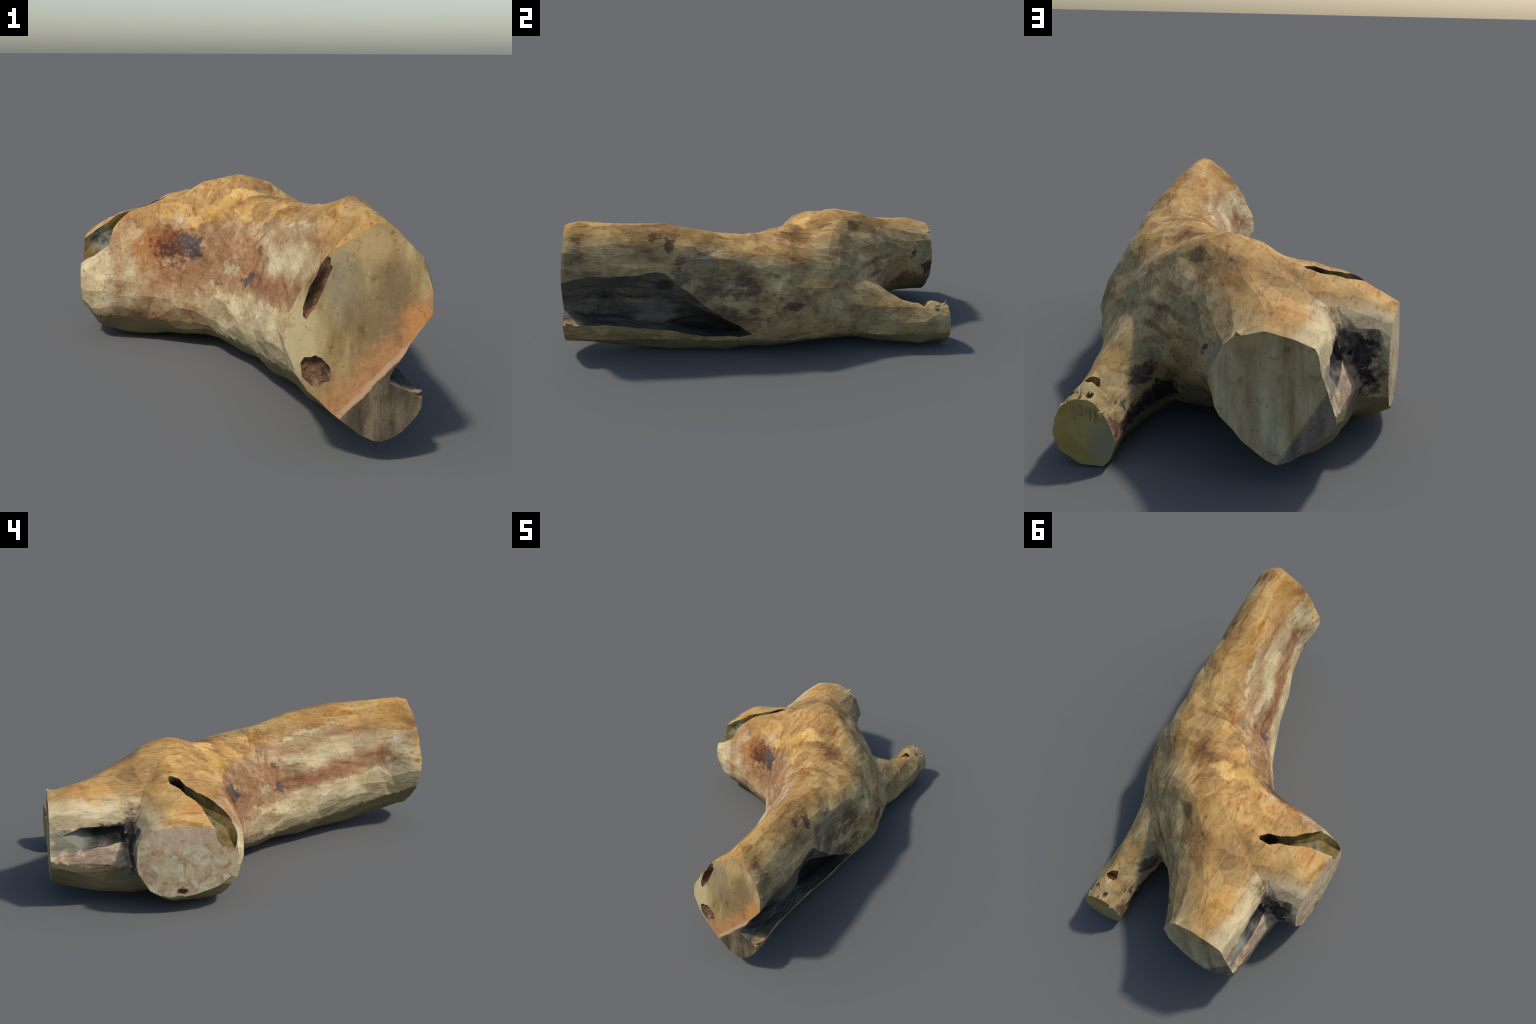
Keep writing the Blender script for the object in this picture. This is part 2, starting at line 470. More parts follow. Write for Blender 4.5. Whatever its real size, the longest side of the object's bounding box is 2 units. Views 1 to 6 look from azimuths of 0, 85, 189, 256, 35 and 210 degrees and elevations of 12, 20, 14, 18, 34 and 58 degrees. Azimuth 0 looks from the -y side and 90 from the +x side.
splinter([(.555,-.955,.203), (.545,-.985,.208), (.53,-.992,.213)], .012, .005, "trunk")

# ------------------------------------------------------------------ materials
def srgb(r, g, b):
    f = lambda c: (c / 255 / 12.92) if c <= 10 else ((c / 255 + .055) / 1.055) ** 2.4
    return (f(r), f(g), f(b), 1)


class Nodes:
    def __init__(self, mat):
        mat.use_nodes = True
        self.t = mat.node_tree
        self.t.nodes.clear()
        self.co = self.n("ShaderNodeTexCoord").outputs["Object"]

    def n(self, kind, **kw):
        x = self.t.nodes.new(kind)
        for k, v in kw.items():
            setattr(x, k, v)
        return x

    def put(self, sock, v):
        if isinstance(v, bpy.types.NodeSocket):
            self.t.links.new(v, sock)
        else:
            sock.default_value = v

    def math(self, op, a, b=0.0, clamp=False):
        x = self.n("ShaderNodeMath", operation=op, use_clamp=clamp)
        self.put(x.inputs[0], a); self.put(x.inputs[1], b)
        return x.outputs[0]

    def vec(self, op, a, b):
        x = self.n("ShaderNodeVectorMath", operation=op)
        self.put(x.inputs[0], a); self.put(x.inputs[1], b)
        return x.outputs["Value"] if op in ("LENGTH", "DOT_PRODUCT", "DISTANCE") else x.outputs["Vector"]

    def noise(self, scale, stretch=(1, 1, 1), detail=4, rough=.6, color=False, off=(0, 0, 0), distort=0.0):
        mp = self.n("ShaderNodeMapping")
        self.put(mp.inputs["Vector"], self.co)
        mp.inputs["Scale"].default_value = stretch
        mp.inputs["Location"].default_value = off
        x = self.n("ShaderNodeTexNoise")
        self.put(x.inputs["Vector"], mp.outputs[0])
        x.inputs["Scale"].default_value = scale
        x.inputs["Detail"].default_value = detail
        x.inputs["Roughness"].default_value = rough
        x.inputs["Distortion"].default_value = distort
        return x.outputs["Color" if color else "Fac"]

    def step(self, v, lo, hi):
        x = self.n("ShaderNodeMapRange", interpolation_type="SMOOTHSTEP")
        self.put(x.inputs["Value"], v)
        x.inputs["From Min"].default_value, x.inputs["From Max"].default_value = lo, hi
        return x.outputs[0]

    def mix(self, fac, a, b, blend="MIX"):
        x = self.n("ShaderNodeMix", data_type="RGBA", blend_type=blend)
        self.put(x.inputs["Factor"], fac)
        self.put(x.inputs["A"], a); self.put(x.inputs["B"], b)
        return x.outputs["Result"]

    def ramp(self, fac, stops):
        x = self.n("ShaderNodeValToRGB")
        self.put(x.inputs[0], fac)
        e = x.color_ramp.elements
        while len(e) < len(stops):
            e.new(.5)
        for el, (p, c) in zip(e, stops):
            el.position, el.color = p, c
        return x.outputs[0]

    def finish(self, colour, rough, height, bump=.3, dist=.01):
        b = self.n("ShaderNodeBsdfPrincipled")
        self.put(b.inputs["Base Color"], colour)
        self.put(b.inputs["Roughness"], rough)
        b.inputs["Specular IOR Level"].default_value = .25
        if height is not None:
            x = self.n("ShaderNodeBump")
            x.inputs["Strength"].default_value = bump
            x.inputs["Distance"].default_value = dist
            self.put(x.inputs["Height"], height)
            self.put(b.inputs["Normal"], x.outputs[0])
        o = self.n("ShaderNodeOutputMaterial")
        self.t.links.new(b.outputs[0], o.inputs[0])

    def warped(self, amount, scale, off=(0, 0, 0)):
        w = self.vec("SUBTRACT", self.noise(scale, detail=4, color=True, off=off), (.5, .5, .5))
        w = self.vec("MULTIPLY", w, (amount,) * 3)
        return self.vec("ADD", self.co, w)

    def blob(self, at, centre, radii, soft=.25, fray=None):
        """1 inside an ellipsoid whose border the warped coordinate makes ragged."""
        d = self.vec("SUBTRACT", at, centre)
        d = self.vec("LENGTH", self.vec("DIVIDE", d, radii), (0, 0, 0))
        if fray is not None:
            d = self.math("ADD", d, fray)
        return self.step(d, 1 + soft, 1 - soft)

    def above(self, at, normal, level, soft):
        """1 on the far side of the plane normal . p = level"""
        return self.step(self.vec("DOT_PRODUCT", at, normal), level - soft, level + soft)


def S(r, g, b):
    return srgb(r, g, b)


# ---- outer wood: honey-gold on top, weathered grey flank, pink inner flank, cream sapwood rims
w = Nodes(mats[WOOD])
P = w.co
sep = w.n("ShaderNodeSeparateXYZ"); w.put(sep.inputs[0], P)
Wd = w.warped(.09, 7)                       # coarse raggedness of patch borders
Wf = w.vec("ADD", Wd, w.vec("SUBTRACT", w.vec("MULTIPLY", w.noise(38, detail=3, color=True, off=(3, 1, 7)), (.035,) * 3), (.0175,) * 3))
sw = w.n("ShaderNodeSeparateXYZ"); w.put(sw.inputs[0], Wf)
wx, wy, wz = sw.outputs
grain = w.noise(26, (1, .16, 1), 5, .65, distort=.4)
fine = w.noise(75, (1, .35, 1), 4, .7)
mott = w.noise(6.5, (1, .55, 1), 6, .64)
facet = w.n("ShaderNodeTexVoronoi"); w.put(facet.inputs["Vector"], w.warped(.05, 4, (5, 5, 5))); facet.inputs["Scale"].default_value = 9

gold = w.ramp(mott, [(.30, S(132, 102, 66)), (.41, S(168, 130, 80)), (.50, S(190, 148, 86)), (.60, S(204, 164, 100)), (.72, S(222, 188, 126))])
gold = w.mix(w.math("MULTIPLY", w.step(grain, .5, .66), .45), gold, S(182, 128, 62))
fs = w.n("ShaderNodeSeparateColor"); w.put(fs.inputs[0], facet.outputs["Color"])
gold = w.mix(w.math("MULTIPLY", w.step(fs.outputs[1], .66, .70), .32), gold, S(214, 180, 118))
figure = w.noise(4.6, (1, .55, 1), 4, .55, off=(12, 4, 6), distort=1.3)
flow = w.ramp(figure, [(.32, S(196, 186, 168)), (.42, S(226, 214, 196)), (.48, S(255, 255, 255)), (.56, S(250, 240, 220)), (.62, S(214, 196, 168))])
gold = w.mix(.45, gold, flow, "MULTIPLY")
gold = w.mix(w.math("MULTIPLY", w.math("MULTIPLY", w.step(figure, .46, .50), w.step(figure, .56, .52)), .16), gold, S(226, 190, 124))
khaki = w.ramp(w.noise(8, (1, .6, 1), 6, .66, off=(4, 2, 9)), [(.30, S(112, 90, 66)), (.42, S(154, 132, 94)), (.54, S(178, 158, 114)), (.70, S(202, 184, 132))])
cream = w.ramp(w.noise(14, (1, .4, 1), 5, .62, off=(1, 8, 2)), [(.3, S(186, 160, 118)), (.5, S(212, 190, 144)), (.7, S(228, 212, 172))])
streak = w.noise(9, (1, .12, 1), 5, .6, off=(2, 0, 5), distort=.25)
across = w.math("SUBTRACT", w.math("ADD", .515, w.math("MULTIPLY", wy, -.165)), wz)     # depth below the honey top
ribbon = w.math("MULTIPLY", w.math("MULTIPLY", w.step(across, .06, .11), w.step(across, .20, .15)), w.step(wy, -.16, -.26))
brownband = w.math("MULTIPLY", w.math("MULTIPLY", w.step(across, .16, .20), w.step(across, .27, .23)), w.step(wy, -.1, -.2))
pink = w.ramp(w.math("ADD", w.math("ADD", w.math("MULTIPLY", streak, .75), w.math("MULTIPLY", grain, .25)),
                     w.math("ADD", w.math("MULTIPLY", ribbon, .11), w.math("MULTIPLY", brownband, -.06))),
              [(.34, S(118, 78, 48)), (.42, S(154, 112, 74)), (.5, S(174, 138, 98)), (.57, S(190, 162, 120)), (.66, S(210, 192, 148))])

khaki = w.mix(.5, khaki, flow, "MULTIPLY")
khaki = w.mix(w.math("MULTIPLY", w.math("MULTIPLY", w.step(figure, .45, .50), w.step(figure, .57, .52)), .18), khaki, S(200, 180, 128))
M = w.math
lin = lambda a, b, c: w.vec("DOT_PRODUCT", Wf, (a, b, c))
col = gold
# weathered flank towards +x and the armpit behind the fork
front_side = M("MULTIPLY", w.step(lin(1, 0, -.55), .10, .22), w.step(wy, .34, .18))
back_side = M("MULTIPLY", w.step(lin(1, .65, -.6), .06, .2), w.step(wy, .12, .3))
col = w.mix(M("MULTIPLY", M("MAXIMUM", front_side, back_side), .92), col, khaki)
# cream band on the far -x flank
col = w.mix(M("MULTIPLY", w.step(lin(-1, 0, -1), -.20, -.11), w.step(lin(-.3, 1, 0), .62, .72)), col, cream)
# pink flank below the honey-coloured top
line = M("SUBTRACT", M("ADD", .515, M("MULTIPLY", wy, -.165)), wz)      # > 0 below the border
line = M("ADD", line, M("MULTIPLY", M("MULTIPLY", M("SUBTRACT", w.noise(11, detail=5, rough=.65, off=(1, 5, 9)), .5), .26), w.step(wy, -.22, .0)))
left = M("MULTIPLY", w.step(lin(1, -.08, 0), .39, .30), w.step(wy, .34, .16))
on = M("MULTIPLY", left, w.step(wy, -.93, -.80))
col = w.mix(M("MULTIPLY", w.step(line, .0, .016), on), col, pink)
rim = M("MULTIPLY", M("MULTIPLY", w.step(line, -.006, .006), w.step(line, .026, .008)), w.step(wy, -.12, -.25))
col = w.mix(M("MULTIPLY", M("MULTIPLY", rim, on), .85), col, S(214, 194, 150))
# pale strip below it
strip = M("MULTIPLY", M("MULTIPLY", w.step(M("SUBTRACT", M("ADD", .255, M("MULTIPLY", wy, -.15)), wz), -.008, .012), w.step(wx, .34, .28)), w.step(wy, .10, -.04))
col = w.mix(strip, col, cream)
# sapwood round the stub's sawn end
col = w.mix(w.blob(Wf, (-.57,.19,.24), (.13,.10,.22), .2), col, cream)
col = w.mix(w.blob(Wf, (-.53,.62,.30), (.09,.09,.2), .3), col, S(176, 160, 124))
# patches: centre, radii, softness, strength, colour
STAINS = [
    # rust and heartwood stains in the crook of the stub
    ((.09,-.19,.40), (.09,.13,.06), .5, .8, (146, 98, 60)), ((.10,-.17,.33), (.05,.14,.05), .5, .8, (138, 92, 60)),
    ((-.03,.04,.36), (.10,.10,.10), .5, .8, (148, 102, 64)), ((-.10,.10,.28), (.10,.10,.08), .5, .55, (156, 108, 72)),
    ((-.28,.14,.40), (.11,.08,.075), .49, .85, (164, 108, 54)), ((-.22,.14,.395), (.085,.06,.06), .49, .9, (118, 66, 36)),
    ((-.235,.14,.375), (.055,.05,.045), .49, .85, (80, 42, 26)), ((-.15,.115,.40), (.065,.05,.04), .35, .95, (84, 72, 64)),
    ((-.12,.11,.375), (.04,.04,.03), .4, .85, (72, 62, 58)), ((-.2,.14,.33), (.05,.05,.03), .6, .6, (110, 78, 60)),
    ((.074,-.178,.33), (.03,.045,.026), .3, .9, (88, 74, 74)), ((.125,-.155,.44), (.02,.02,.02), .4, .7, (90, 58, 36)),
    ((.015,-.074,.354), (.03,.045,.03), .4, .85, (196, 180, 140)), ((.12,-.32,.345), (.04,.12,.02), .5, .7, (140, 86, 58)),
    ((.16,-.45,.36), (.05,.16,.022), .5, .7, (148, 96, 66)), ((.21,-.80,.46), (.05,.05,.09), .5, .8, (150, 98, 70)),
    ((.24,-.90,.45), (.05,.08,.1), .3, .9, (200, 178, 136)), ((.24,-.88,.52), (.04,.03,.03), .4, .8, (216, 196, 160)),
    ((.33,-.88,.66), (.08,.10,.05), .5, .8, (184, 136, 62)), ((.30,-.60,.63), (.06,.25,.05), .6, .6, (186, 132, 58)),
]
BLOTCHES = [
    # bright and brown blotches on the top
    ((.06,.23,.575), (.075,.05,.06), .25, .9, (226, 182, 108)), ((-.02,.19,.53), (.06,.05,.05), .3, .8, (216, 172, 92)),
    ((.12,.30,.59), (.05,.045,.04), .3, .8, (146, 112, 72)), ((.17,.19,.57), (.05,.03,.04), .35, .7, (150, 114, 74)),
    ((.26,.10,.58), (.08,.03,.05), .4, .6, (158, 120, 76)), ((.28,-.02,.59), (.07,.06,.05), .5, .5, (152, 122, 84)),
    ((.30,-.12,.60), (.04,.05,.05), .3, .7, (214, 178, 112)), ((-.06,.28,.57), (.04,.05,.05), .4, .5, (160, 118, 68)),
    ((.10,.50,.585), (.04,.07,.03), .6, .7, (108, 82, 58)), ((.06,.60,.55), (.05,.06,.04), .6, .7, (112, 86, 60)),
    ((-.50,.38,.455), (.06,.075,.05), .5, .8, (200, 134, 74)), ((-.30,.80,.49), (.10,.12,.03), .6, .5, (200, 148, 76)),
]
WEATHERED = [
    # grey and dark patches on the weathered flank
    ((.56,-.88,.49), (.05,.14,.05), .5, .8, (118, 108, 94)), ((.54,-.41,.44), (.04,.05,.05), .45, .7, (88, 78, 68)), ((.53,-.30,.335), (.04,.07,.05), .45, .7, (92, 82, 70)), ((.53,-.17,.25), (.04,.07,.035), .45, .7, (92, 82, 70)), ((.56,-.70,.49), (.04,.10,.04), .5, .6, (150, 118, 92)),
    ((.54,-.33,.50), (.06,.12,.09), .5, .75, (116, 104, 94)), ((.54,-.18,.40), (.05,.16,.11), .5, .6, (128, 118, 100)),
    ((.513,-.11,.41), (.05,.055,.035), .35, .7, (84, 70, 60)), 
    ((.557,.148,.30), (.04,.06,.016), .4, .85, (86, 66, 60)),
    ((.50,.05,.43), (.04,.07,.01), .4, .8, (88, 70, 54)), ((.45,-.53,.62), (.045,.055,.025), .4, .85, (84, 62, 46)),
    ((.485,-.47,.58), (.03,.025,.05), .4, .85, (82, 60, 46)), ((.49,-.92,.645), (.03,.04,.02), .4, .7, (96, 72, 52)),
    ((.53,-.42,.54), (.03,.025,.05), .4, .7, (92, 72, 58)), ((.40,.30,.42), (.12,.10,.04), .6, .6, (178, 164, 116)),
]
ARMPIT = [
    # armpit: brown stripes, small dark spots and a dark slit-shaped patch on the far trunk
    ((-.03,.86,.20), (.10,.14,.06), .45, .8, (112, 72, 48)), ((-.012,.88,.370), (.03,.013,.016), .35, .9, (62, 54, 46)),
    ((.012,.858,.354), (.03,.010,.014), .35, .9, (66, 56, 48)), ((-.06,.94,.33), (.05,.03,.11), .5, .8, (150, 144, 112)),
    ((-.055,.965,.26), (.04,.02,.06), .35, .9, (62, 52, 50)), ((.20,.66,.28), (.06,.07,.05), .5, .7, (170, 166, 138)),
    ((.10,.64,.30), (.05,.06,.05), .5, .8, (122, 78, 50)),
]
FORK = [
    # the fork: golden-tan back, black patches on the inner side
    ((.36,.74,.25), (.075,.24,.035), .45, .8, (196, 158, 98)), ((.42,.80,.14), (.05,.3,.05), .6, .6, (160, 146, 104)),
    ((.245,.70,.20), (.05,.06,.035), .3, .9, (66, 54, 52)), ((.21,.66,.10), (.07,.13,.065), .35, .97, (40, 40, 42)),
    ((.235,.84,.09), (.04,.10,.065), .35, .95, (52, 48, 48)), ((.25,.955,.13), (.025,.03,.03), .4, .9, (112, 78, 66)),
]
CLEFT = [
    # beside the stub: black streak and dark patch, grey, tan and cream around
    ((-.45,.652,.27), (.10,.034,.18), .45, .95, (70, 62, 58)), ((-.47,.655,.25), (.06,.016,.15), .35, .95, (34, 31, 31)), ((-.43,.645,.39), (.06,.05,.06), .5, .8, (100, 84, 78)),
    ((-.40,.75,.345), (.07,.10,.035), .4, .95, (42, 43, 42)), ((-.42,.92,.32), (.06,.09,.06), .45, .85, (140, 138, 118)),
    ((-.45,.80,.23), (.05,.17,.07), .4, .9, (164, 138, 116)), ((-.46,.76,.19), (.04,.08,.015), .5, .9, (104, 70, 54)),
    ((-.47,.68,.15), (.05,.07,.04), .4, .8, (104, 98, 94)), ((-.40,.90,.40), (.05,.12,.02), .5, .7, (196, 176, 134)),
]
fray = M("MULTIPLY", M("SUBTRACT", w.noise(24, (1, .5, 1), 5, .7, off=(2, 7, 3)), .5), 3.4)
soak = M("ADD", .25, M("MULTIPLY", w.step(M("ADD", M("MULTIPLY", streak, .6), M("MULTIPLY", w.noise(20, (1, .3, 1), 4, .65, off=(8, 8, 1)), .4)), .40, .56), .75))
for c, r, soft, k, rgb in STAINS + BLOTCHES + WEATHERED + ARMPIT + FORK + CLEFT:
    b = w.blob(Wf, c, r, soft * .8, fray)
    if soft >= .5:                                        # stains soak along the grain
        b = w.math("MULTIPLY", b, soak)
    col = w.mix(w.math("MULTIPLY", b, k), col, S(*rgb))
# brown growth stripes in the armpit
wave = w.n("ShaderNodeTexWave", wave_type="BANDS", bands_direction="Z")
w.put(wave.inputs["Vector"], w.warped(.10, 5, (9, 2, 1)))
wave.inputs["Scale"].default_value, wave.inputs["Distortion"].default_value = 5.0, 4.0
col = w.mix(M("MULTIPLY", M("MULTIPLY", w.step(wave.outputs["Fac"], .62, .85), w.blob(Wf, (.14,.60,.38), (.16,.15,.10), .4)), .65), col, S(116, 80, 52))
# fine streaks, specks and tonal facets
col = w.mix(M("MULTIPLY", w.step(grain, .53, .68), .42), col, w.mix(1.0, col, S(150, 112, 84), "MULTIPLY"))
col = w.mix(M("MULTIPLY", w.step(fine, .54, .68), .55), col, w.mix(1.0, col, S(176, 140, 110), "MULTIPLY"))
col = w.mix(M("MULTIPLY", w.step(fine, .46, .34), .42), col, w.mix(.5, col, S(214, 190, 144)))
col = w.mix(M("MULTIPLY", w.step(fs.outputs[0], .55, .60), .32), col, w.mix(1.0, col, S(186, 178, 168), "MULTIPLY"))

crack = w.n("ShaderNodeTexVoronoi", feature="DISTANCE_TO_EDGE")
w.put(crack.inputs["Vector"], w.vec("MULTIPLY", w.warped(.06, 9, (3, 9, 4)), (1, .22, 1))); crack.inputs["Scale"].default_value = 13
col = w.mix(M("MULTIPLY", M("MULTIPLY", w.step(crack.outputs["Distance"], .035, .0), w.step(mott, .48, .40)), .30), col, S(96, 68, 46))
murk = w.noise(15, (1, .45, 1), 5, .68, off=(11, 2, 5))
col = w.mix(M("MULTIPLY", M("MULTIPLY", w.step(murk, .49, .57), w.blob(Wf, (.53,-.05,.34), (.09,.24,.15), .5)), .75), col, S(88, 73, 62))
col = w.mix(M("MULTIPLY", M("MULTIPLY", w.step(murk, .46, .38), w.blob(Wf, (.53,.10,.34), (.10,.40,.22), .5)), .5), col, S(190, 174, 126))
across_bend = w.noise(13, (.22, 1, .4), 5, .62, off=(7, 3, 2), distort=.5)
col = w.mix(M("MULTIPLY", M("MULTIPLY", w.step(across_bend, .52, .62), w.blob(Wf, (.16,.0,.50), (.22,.24,.20), .5)), .6), col, w.mix(1.0, col, S(168, 132, 96), "MULTIPLY"))
# soil tone on the underside, ragged border
hx = M("MAXIMUM", w.step(sep.outputs[0], .22, .42), M("MULTIPLY", w.step(sep.outputs[0], .10, .17), w.step(sep.outputs[1], .50, .58)))
base = M("ADD", .10, M("MULTIPLY", M("MULTIPLY", sep.outputs[1], sep.outputs[1]), .14))
edge = M("ADD", M("MULTIPLY", base, M("SUBTRACT", 1.0, hx)), M("MULTIPLY", hx, .088))
jag = M("MULTIPLY", M("SUBTRACT", w.noise(30, detail=3, off=(6, 6, 6)), .5), .06)
below = w.step(M("ADD", M("SUBTRACT", edge, sep.outputs[2]), jag), -.002, .003)
olive_fill = w.ramp(w.noise(5, detail=3), [(.3, S(112, 100, 68)), (.7, S(128, 115, 82))])
col = w.mix(M("MULTIPLY", below, w.step(sep.outputs[1], -1.2, -1.1)), col, olive_fill)
w.finish(col, .82, M("ADD", M("MULTIPLY", grain, .7), M("MULTIPLY", fine, .3)), .45, .012)

# ---- sawn faces
s = Nodes(mats[SAWN])
Wf = s.warped(.05, 12)
lin = lambda a, b, c: s.vec("DOT_PRODUCT", Wf, (a, b, c))
M = s.math
fine = s.noise(60, detail=4, rough=.7)
spots = s.noise(24, detail=6, rough=.7, off=(4, 4, 4))
sx = s.n("ShaderNodeSeparateXYZ"); s.put(sx.inputs[0], s.co)
is_front = s.step(sx.outputs[1], -.85, -.9)
is_far = M("MULTIPLY", s.step(sx.outputs[1], .93, .94), s.step(sx.outputs[0], -.5, -.49))
# stub disc: mottled pink, cream and rust swirls
disc = s.ramp(s.noise(15, detail=7, rough=.66, distort=.7), [(.30, S(166, 122, 82)), (.42, S(188, 160, 122)), (.52, S(202, 180, 142)), (.60, S(214, 204, 170)), (.72, S(186, 156, 120))])
disc = s.mix(M("MULTIPLY", s.blob(Wf, (-.58,.42,.40), (.1,.2,.09), .5), .5), disc, S(208, 176, 146))
disc = s.mix(s.blob(Wf, (-.58,.44,.105), (.1,.022,.012), .3), disc, S(54, 38, 28))
# front face: khaki, diagonal strokes, orange band, charred lobe
strokes = s.n("ShaderNodeMapping"); s.put(strokes.inputs["Vector"], s.co)
strokes.inputs["Rotation"].default_value = (0, math.radians(-38), 0)
strokes.inputs["Scale"].default_value = (1, 1, .28)
sn = s.n("ShaderNodeTexNoise"); s.put(sn.inputs["Vector"], strokes.outputs[0])
sn.inputs["Scale"].default_value, sn.inputs["Detail"].default_value, sn.inputs["Roughness"].default_value = 14, 6, .65
front = s.ramp(sn.outputs[0], [(.3, S(112, 86, 56)), (.43, S(146, 120, 78)), (.55, S(170, 144, 96)), (.68, S(202, 180, 130))])
front = s.mix(M("MULTIPLY", s.blob(Wf, (.47,-1,.42), (.09,.2,.14), .6), .65), front, S(124, 102, 72))
front = s.mix(M("MULTIPLY", s.blob(Wf, (.22,-1,.37), (.06,.2,.12), .5), .8), front, S(206, 186, 138))
front = s.mix(M("MULTIPLY", s.blob(Wf, (.36,-1,.62), (.12,.2,.05), .5), .7), front, S(196, 164, 112))
front = s.mix(M("MULTIPLY", s.blob(Wf, (.33,-1,.52), (.05,.2,.10), .6), .6), front, S(156, 144, 112))
lobe = lin(.731, 0, -.682)
lobe0 = .731 * .41 - .682 * .215
front = s.mix(M("MULTIPLY", s.step(M("ADD", lobe, M("MULTIPLY", M("SUBTRACT", spots, .5), .16)), lobe0 - .12, lobe0 - .03), .85), front, s.ramp(spots, [(.3, S(160, 104, 62)), (.5, S(190, 134, 84)), (.65, S(200, 156, 104))]))
front = s.mix(M("MULTIPLY", s.blob(Wf, (.545,-1,.40), (.04,.2,.06), .5), .8), front, S(200, 140, 78))
char = s.ramp(s.noise(22, (1, 1, .25), 5, .65), [(.32, S(62, 54, 44)), (.5, S(98, 86, 66)), (.7, S(134, 118, 90))])
lb = s.vec("DOT_PRODUCT", s.warped(.02, 20), (.731, 0, -.682))
front = s.mix(s.step(lb, lobe0 - .022, lobe0 - .010), front, S(206, 162, 122))
front = s.mix(s.step(lb, lobe0 - .003, lobe0 + .004), front, char)
# far end: weathered olive with upright streaks and a dark corner
st = s.noise(15, (1, 1, .22), 6, .65, off=(3, 3, 1))
far = s.ramp(st, [(.32, S(132, 104, 70)), (.44, S(164, 142, 102)), (.55, S(182, 163, 122)), (.66, S(198, 188, 152)), (.75, S(166, 128, 92))])
corner = s.vec("DOT_PRODUCT", s.warped(.02, 14), (-.86, 0, -.5))
far = s.mix(s.step(corner, .19, .205), far, s.ramp(st, [(.3, S(88, 78, 68)), (.6, S(136, 124, 106))]))
far = s.mix(M("MULTIPLY", s.blob(Wf, (-.15,1,.45), (.12,.3,.03), .5), .7), far, S(176, 150, 100))
col = s.mix(is_far, s.mix(is_front, disc, front), far)
col = s.mix(M("MULTIPLY", s.step(fine, .58, .72), .5), col, s.mix(1.0, col, S(170, 136, 108), "MULTIPLY"))
col = s.mix(M("MULTIPLY", s.step(fine, .42, .30), .3), col, s.mix(.5, col, S(222, 206, 168)))
col = s.mix(M("MULTIPLY", s.step(spots, .56, .66), .45), col, s.mix(1.0, col, S(168, 128, 96), "MULTIPLY"))
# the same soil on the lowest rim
jag = M("MULTIPLY", M("SUBTRACT", s.noise(30, detail=3, off=(6, 6, 6)), .5), .04)
low = M("MULTIPLY", s.step(M("SUBTRACT", M("ADD", .085, jag), sx.outputs[2]), -.002, .003), s.step(sx.outputs[0], -.45, -.5))
col = s.mix(low, col, S(112, 100, 68))
s.finish(col, .85, M("ADD", M("MULTIPLY", sn.outputs[0], .6), M("MULTIPLY", fine, .4)), .4, .01)

# ---- rotten trough: charcoal fibres along the grain
h = Nodes(mats[HOLLOW])
f1 = h.noise(18, (1, .10, 1), 6, .68, distort=.3)
f2 = h.noise(6, (1, .5, 1), 5, .6)
col = h.ramp(f1, [(.32, S(44, 41, 38)), (.45, S(84, 77, 68)), (.57, S(112, 103, 90)), (.72, S(146, 135, 116))])
col = h.mix(h.math("MULTIPLY", h.step(f2, .52, .66), .6), col, S(92, 98, 94))
Wf = h.warped(.04, 12)
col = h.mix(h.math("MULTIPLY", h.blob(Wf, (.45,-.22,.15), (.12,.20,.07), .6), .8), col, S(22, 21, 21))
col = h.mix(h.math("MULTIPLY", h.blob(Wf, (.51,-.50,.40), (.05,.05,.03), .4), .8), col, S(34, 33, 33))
col = h.mix(h.math("MULTIPLY", h.blob(Wf, (.55,-.92,.44), (.06,.12,.06), .5), .7), col, S(92, 84, 72))
col = h.mix(h.math("MULTIPLY", h.blob(Wf, (.56,-.96,.20), (.05,.06,.025), .4), .9), col, S(176, 150, 108))
h.finish(col, .9, f1, .7, .02)

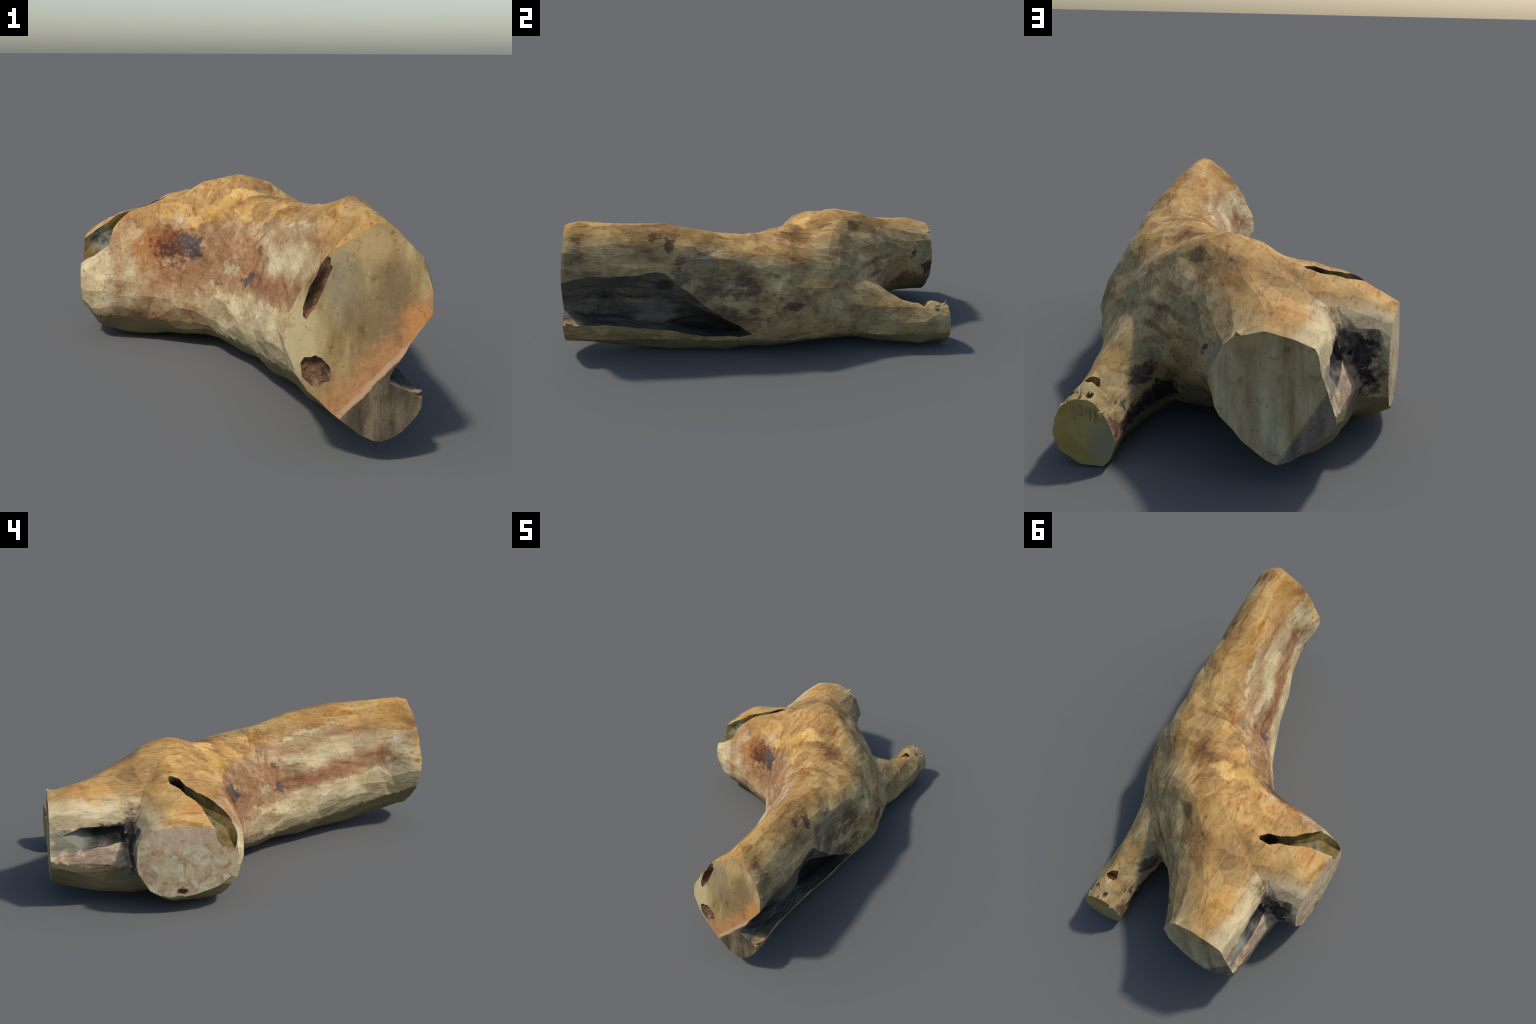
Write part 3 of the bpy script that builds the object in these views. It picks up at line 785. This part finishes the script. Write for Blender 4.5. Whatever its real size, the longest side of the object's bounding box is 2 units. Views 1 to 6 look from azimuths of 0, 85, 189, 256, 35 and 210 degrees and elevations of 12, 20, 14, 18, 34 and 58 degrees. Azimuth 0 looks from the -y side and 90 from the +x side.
# ---- slot, pit and torn hole
q = Nodes(mats[SLOT])
f1 = q.noise(24, detail=5, rough=.65)
Wf = q.warped(.03, 16)
col = q.ramp(f1, [(.35, S(92, 76, 40)), (.6, S(132, 112, 64))])
col = q.mix(q.blob(Wf, (-.30,.435,.48), (.055,.06,.06), .3), col, S(54, 32, 28))
col = q.mix(q.blob(Wf, (-.515,.30,.40), (.05,.06,.06), .4), col, q.ramp(f1, [(.38, S(62, 62, 54)), (.5, S(112, 110, 96)), (.65, S(138, 134, 116))]))
col = q.mix(q.blob(Wf, (-.52,.255,.41), (.04,.03,.05), .4), col, S(52, 48, 42))
col = q.mix(q.math("MULTIPLY", q.blob(Wf, (-.57,.25,.325), (.03,.05,.02), .4), .6), col, S(98, 74, 44))
col = q.mix(q.blob(Wf, (.36,.87,.20), (.08,.04,.06), .4), col, q.ramp(f1, [(.4, S(72, 48, 28)), (.65, S(150, 104, 60))]))
q.finish(col, .9, f1, .5)

# ---- bark pocket
k = Nodes(mats[POCKET])
f1 = k.noise(20, (1, .5, 1), 6, .68)
col = k.ramp(f1, [(.34, S(30, 29, 28)), (.48, S(62, 57, 54)), (.6, S(96, 88, 80)), (.75, S(140, 126, 110))])
Wf = k.warped(.04, 14)
col = k.mix(k.blob(Wf, (-.42,.90,.33), (.08,.09,.07), .4), col, S(132, 132, 116))
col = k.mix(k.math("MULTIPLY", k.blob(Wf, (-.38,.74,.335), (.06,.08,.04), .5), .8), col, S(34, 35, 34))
k.finish(col, .9, f1, .6, .015)

# ---- knots
k = Nodes(mats[KNOT])
f1 = k.noise(34, detail=5, rough=.68)
col = k.ramp(f1, [(.34, S(66, 46, 36)), (.48, S(112, 84, 62)), (.62, S(150, 112, 76)), (.74, S(198, 170, 130))])
k.finish(col, .9, f1, .8, .02)

# ---- torn end of the fork
e = Nodes(mats[FORK_END])
f1 = e.noise(9, detail=5)
col = e.ramp(f1, [(.3, S(150, 126, 64)), (.5, S(166, 146, 86)), (.7, S(178, 162, 106))])
col = e.mix(e.math("MULTIPLY", e.blob(e.warped(.04, 12), (.27,1,.08), (.05,.1,.07), .5), .7), col, S(136, 134, 112))
e.finish(col, .85, e.noise(40), .25)
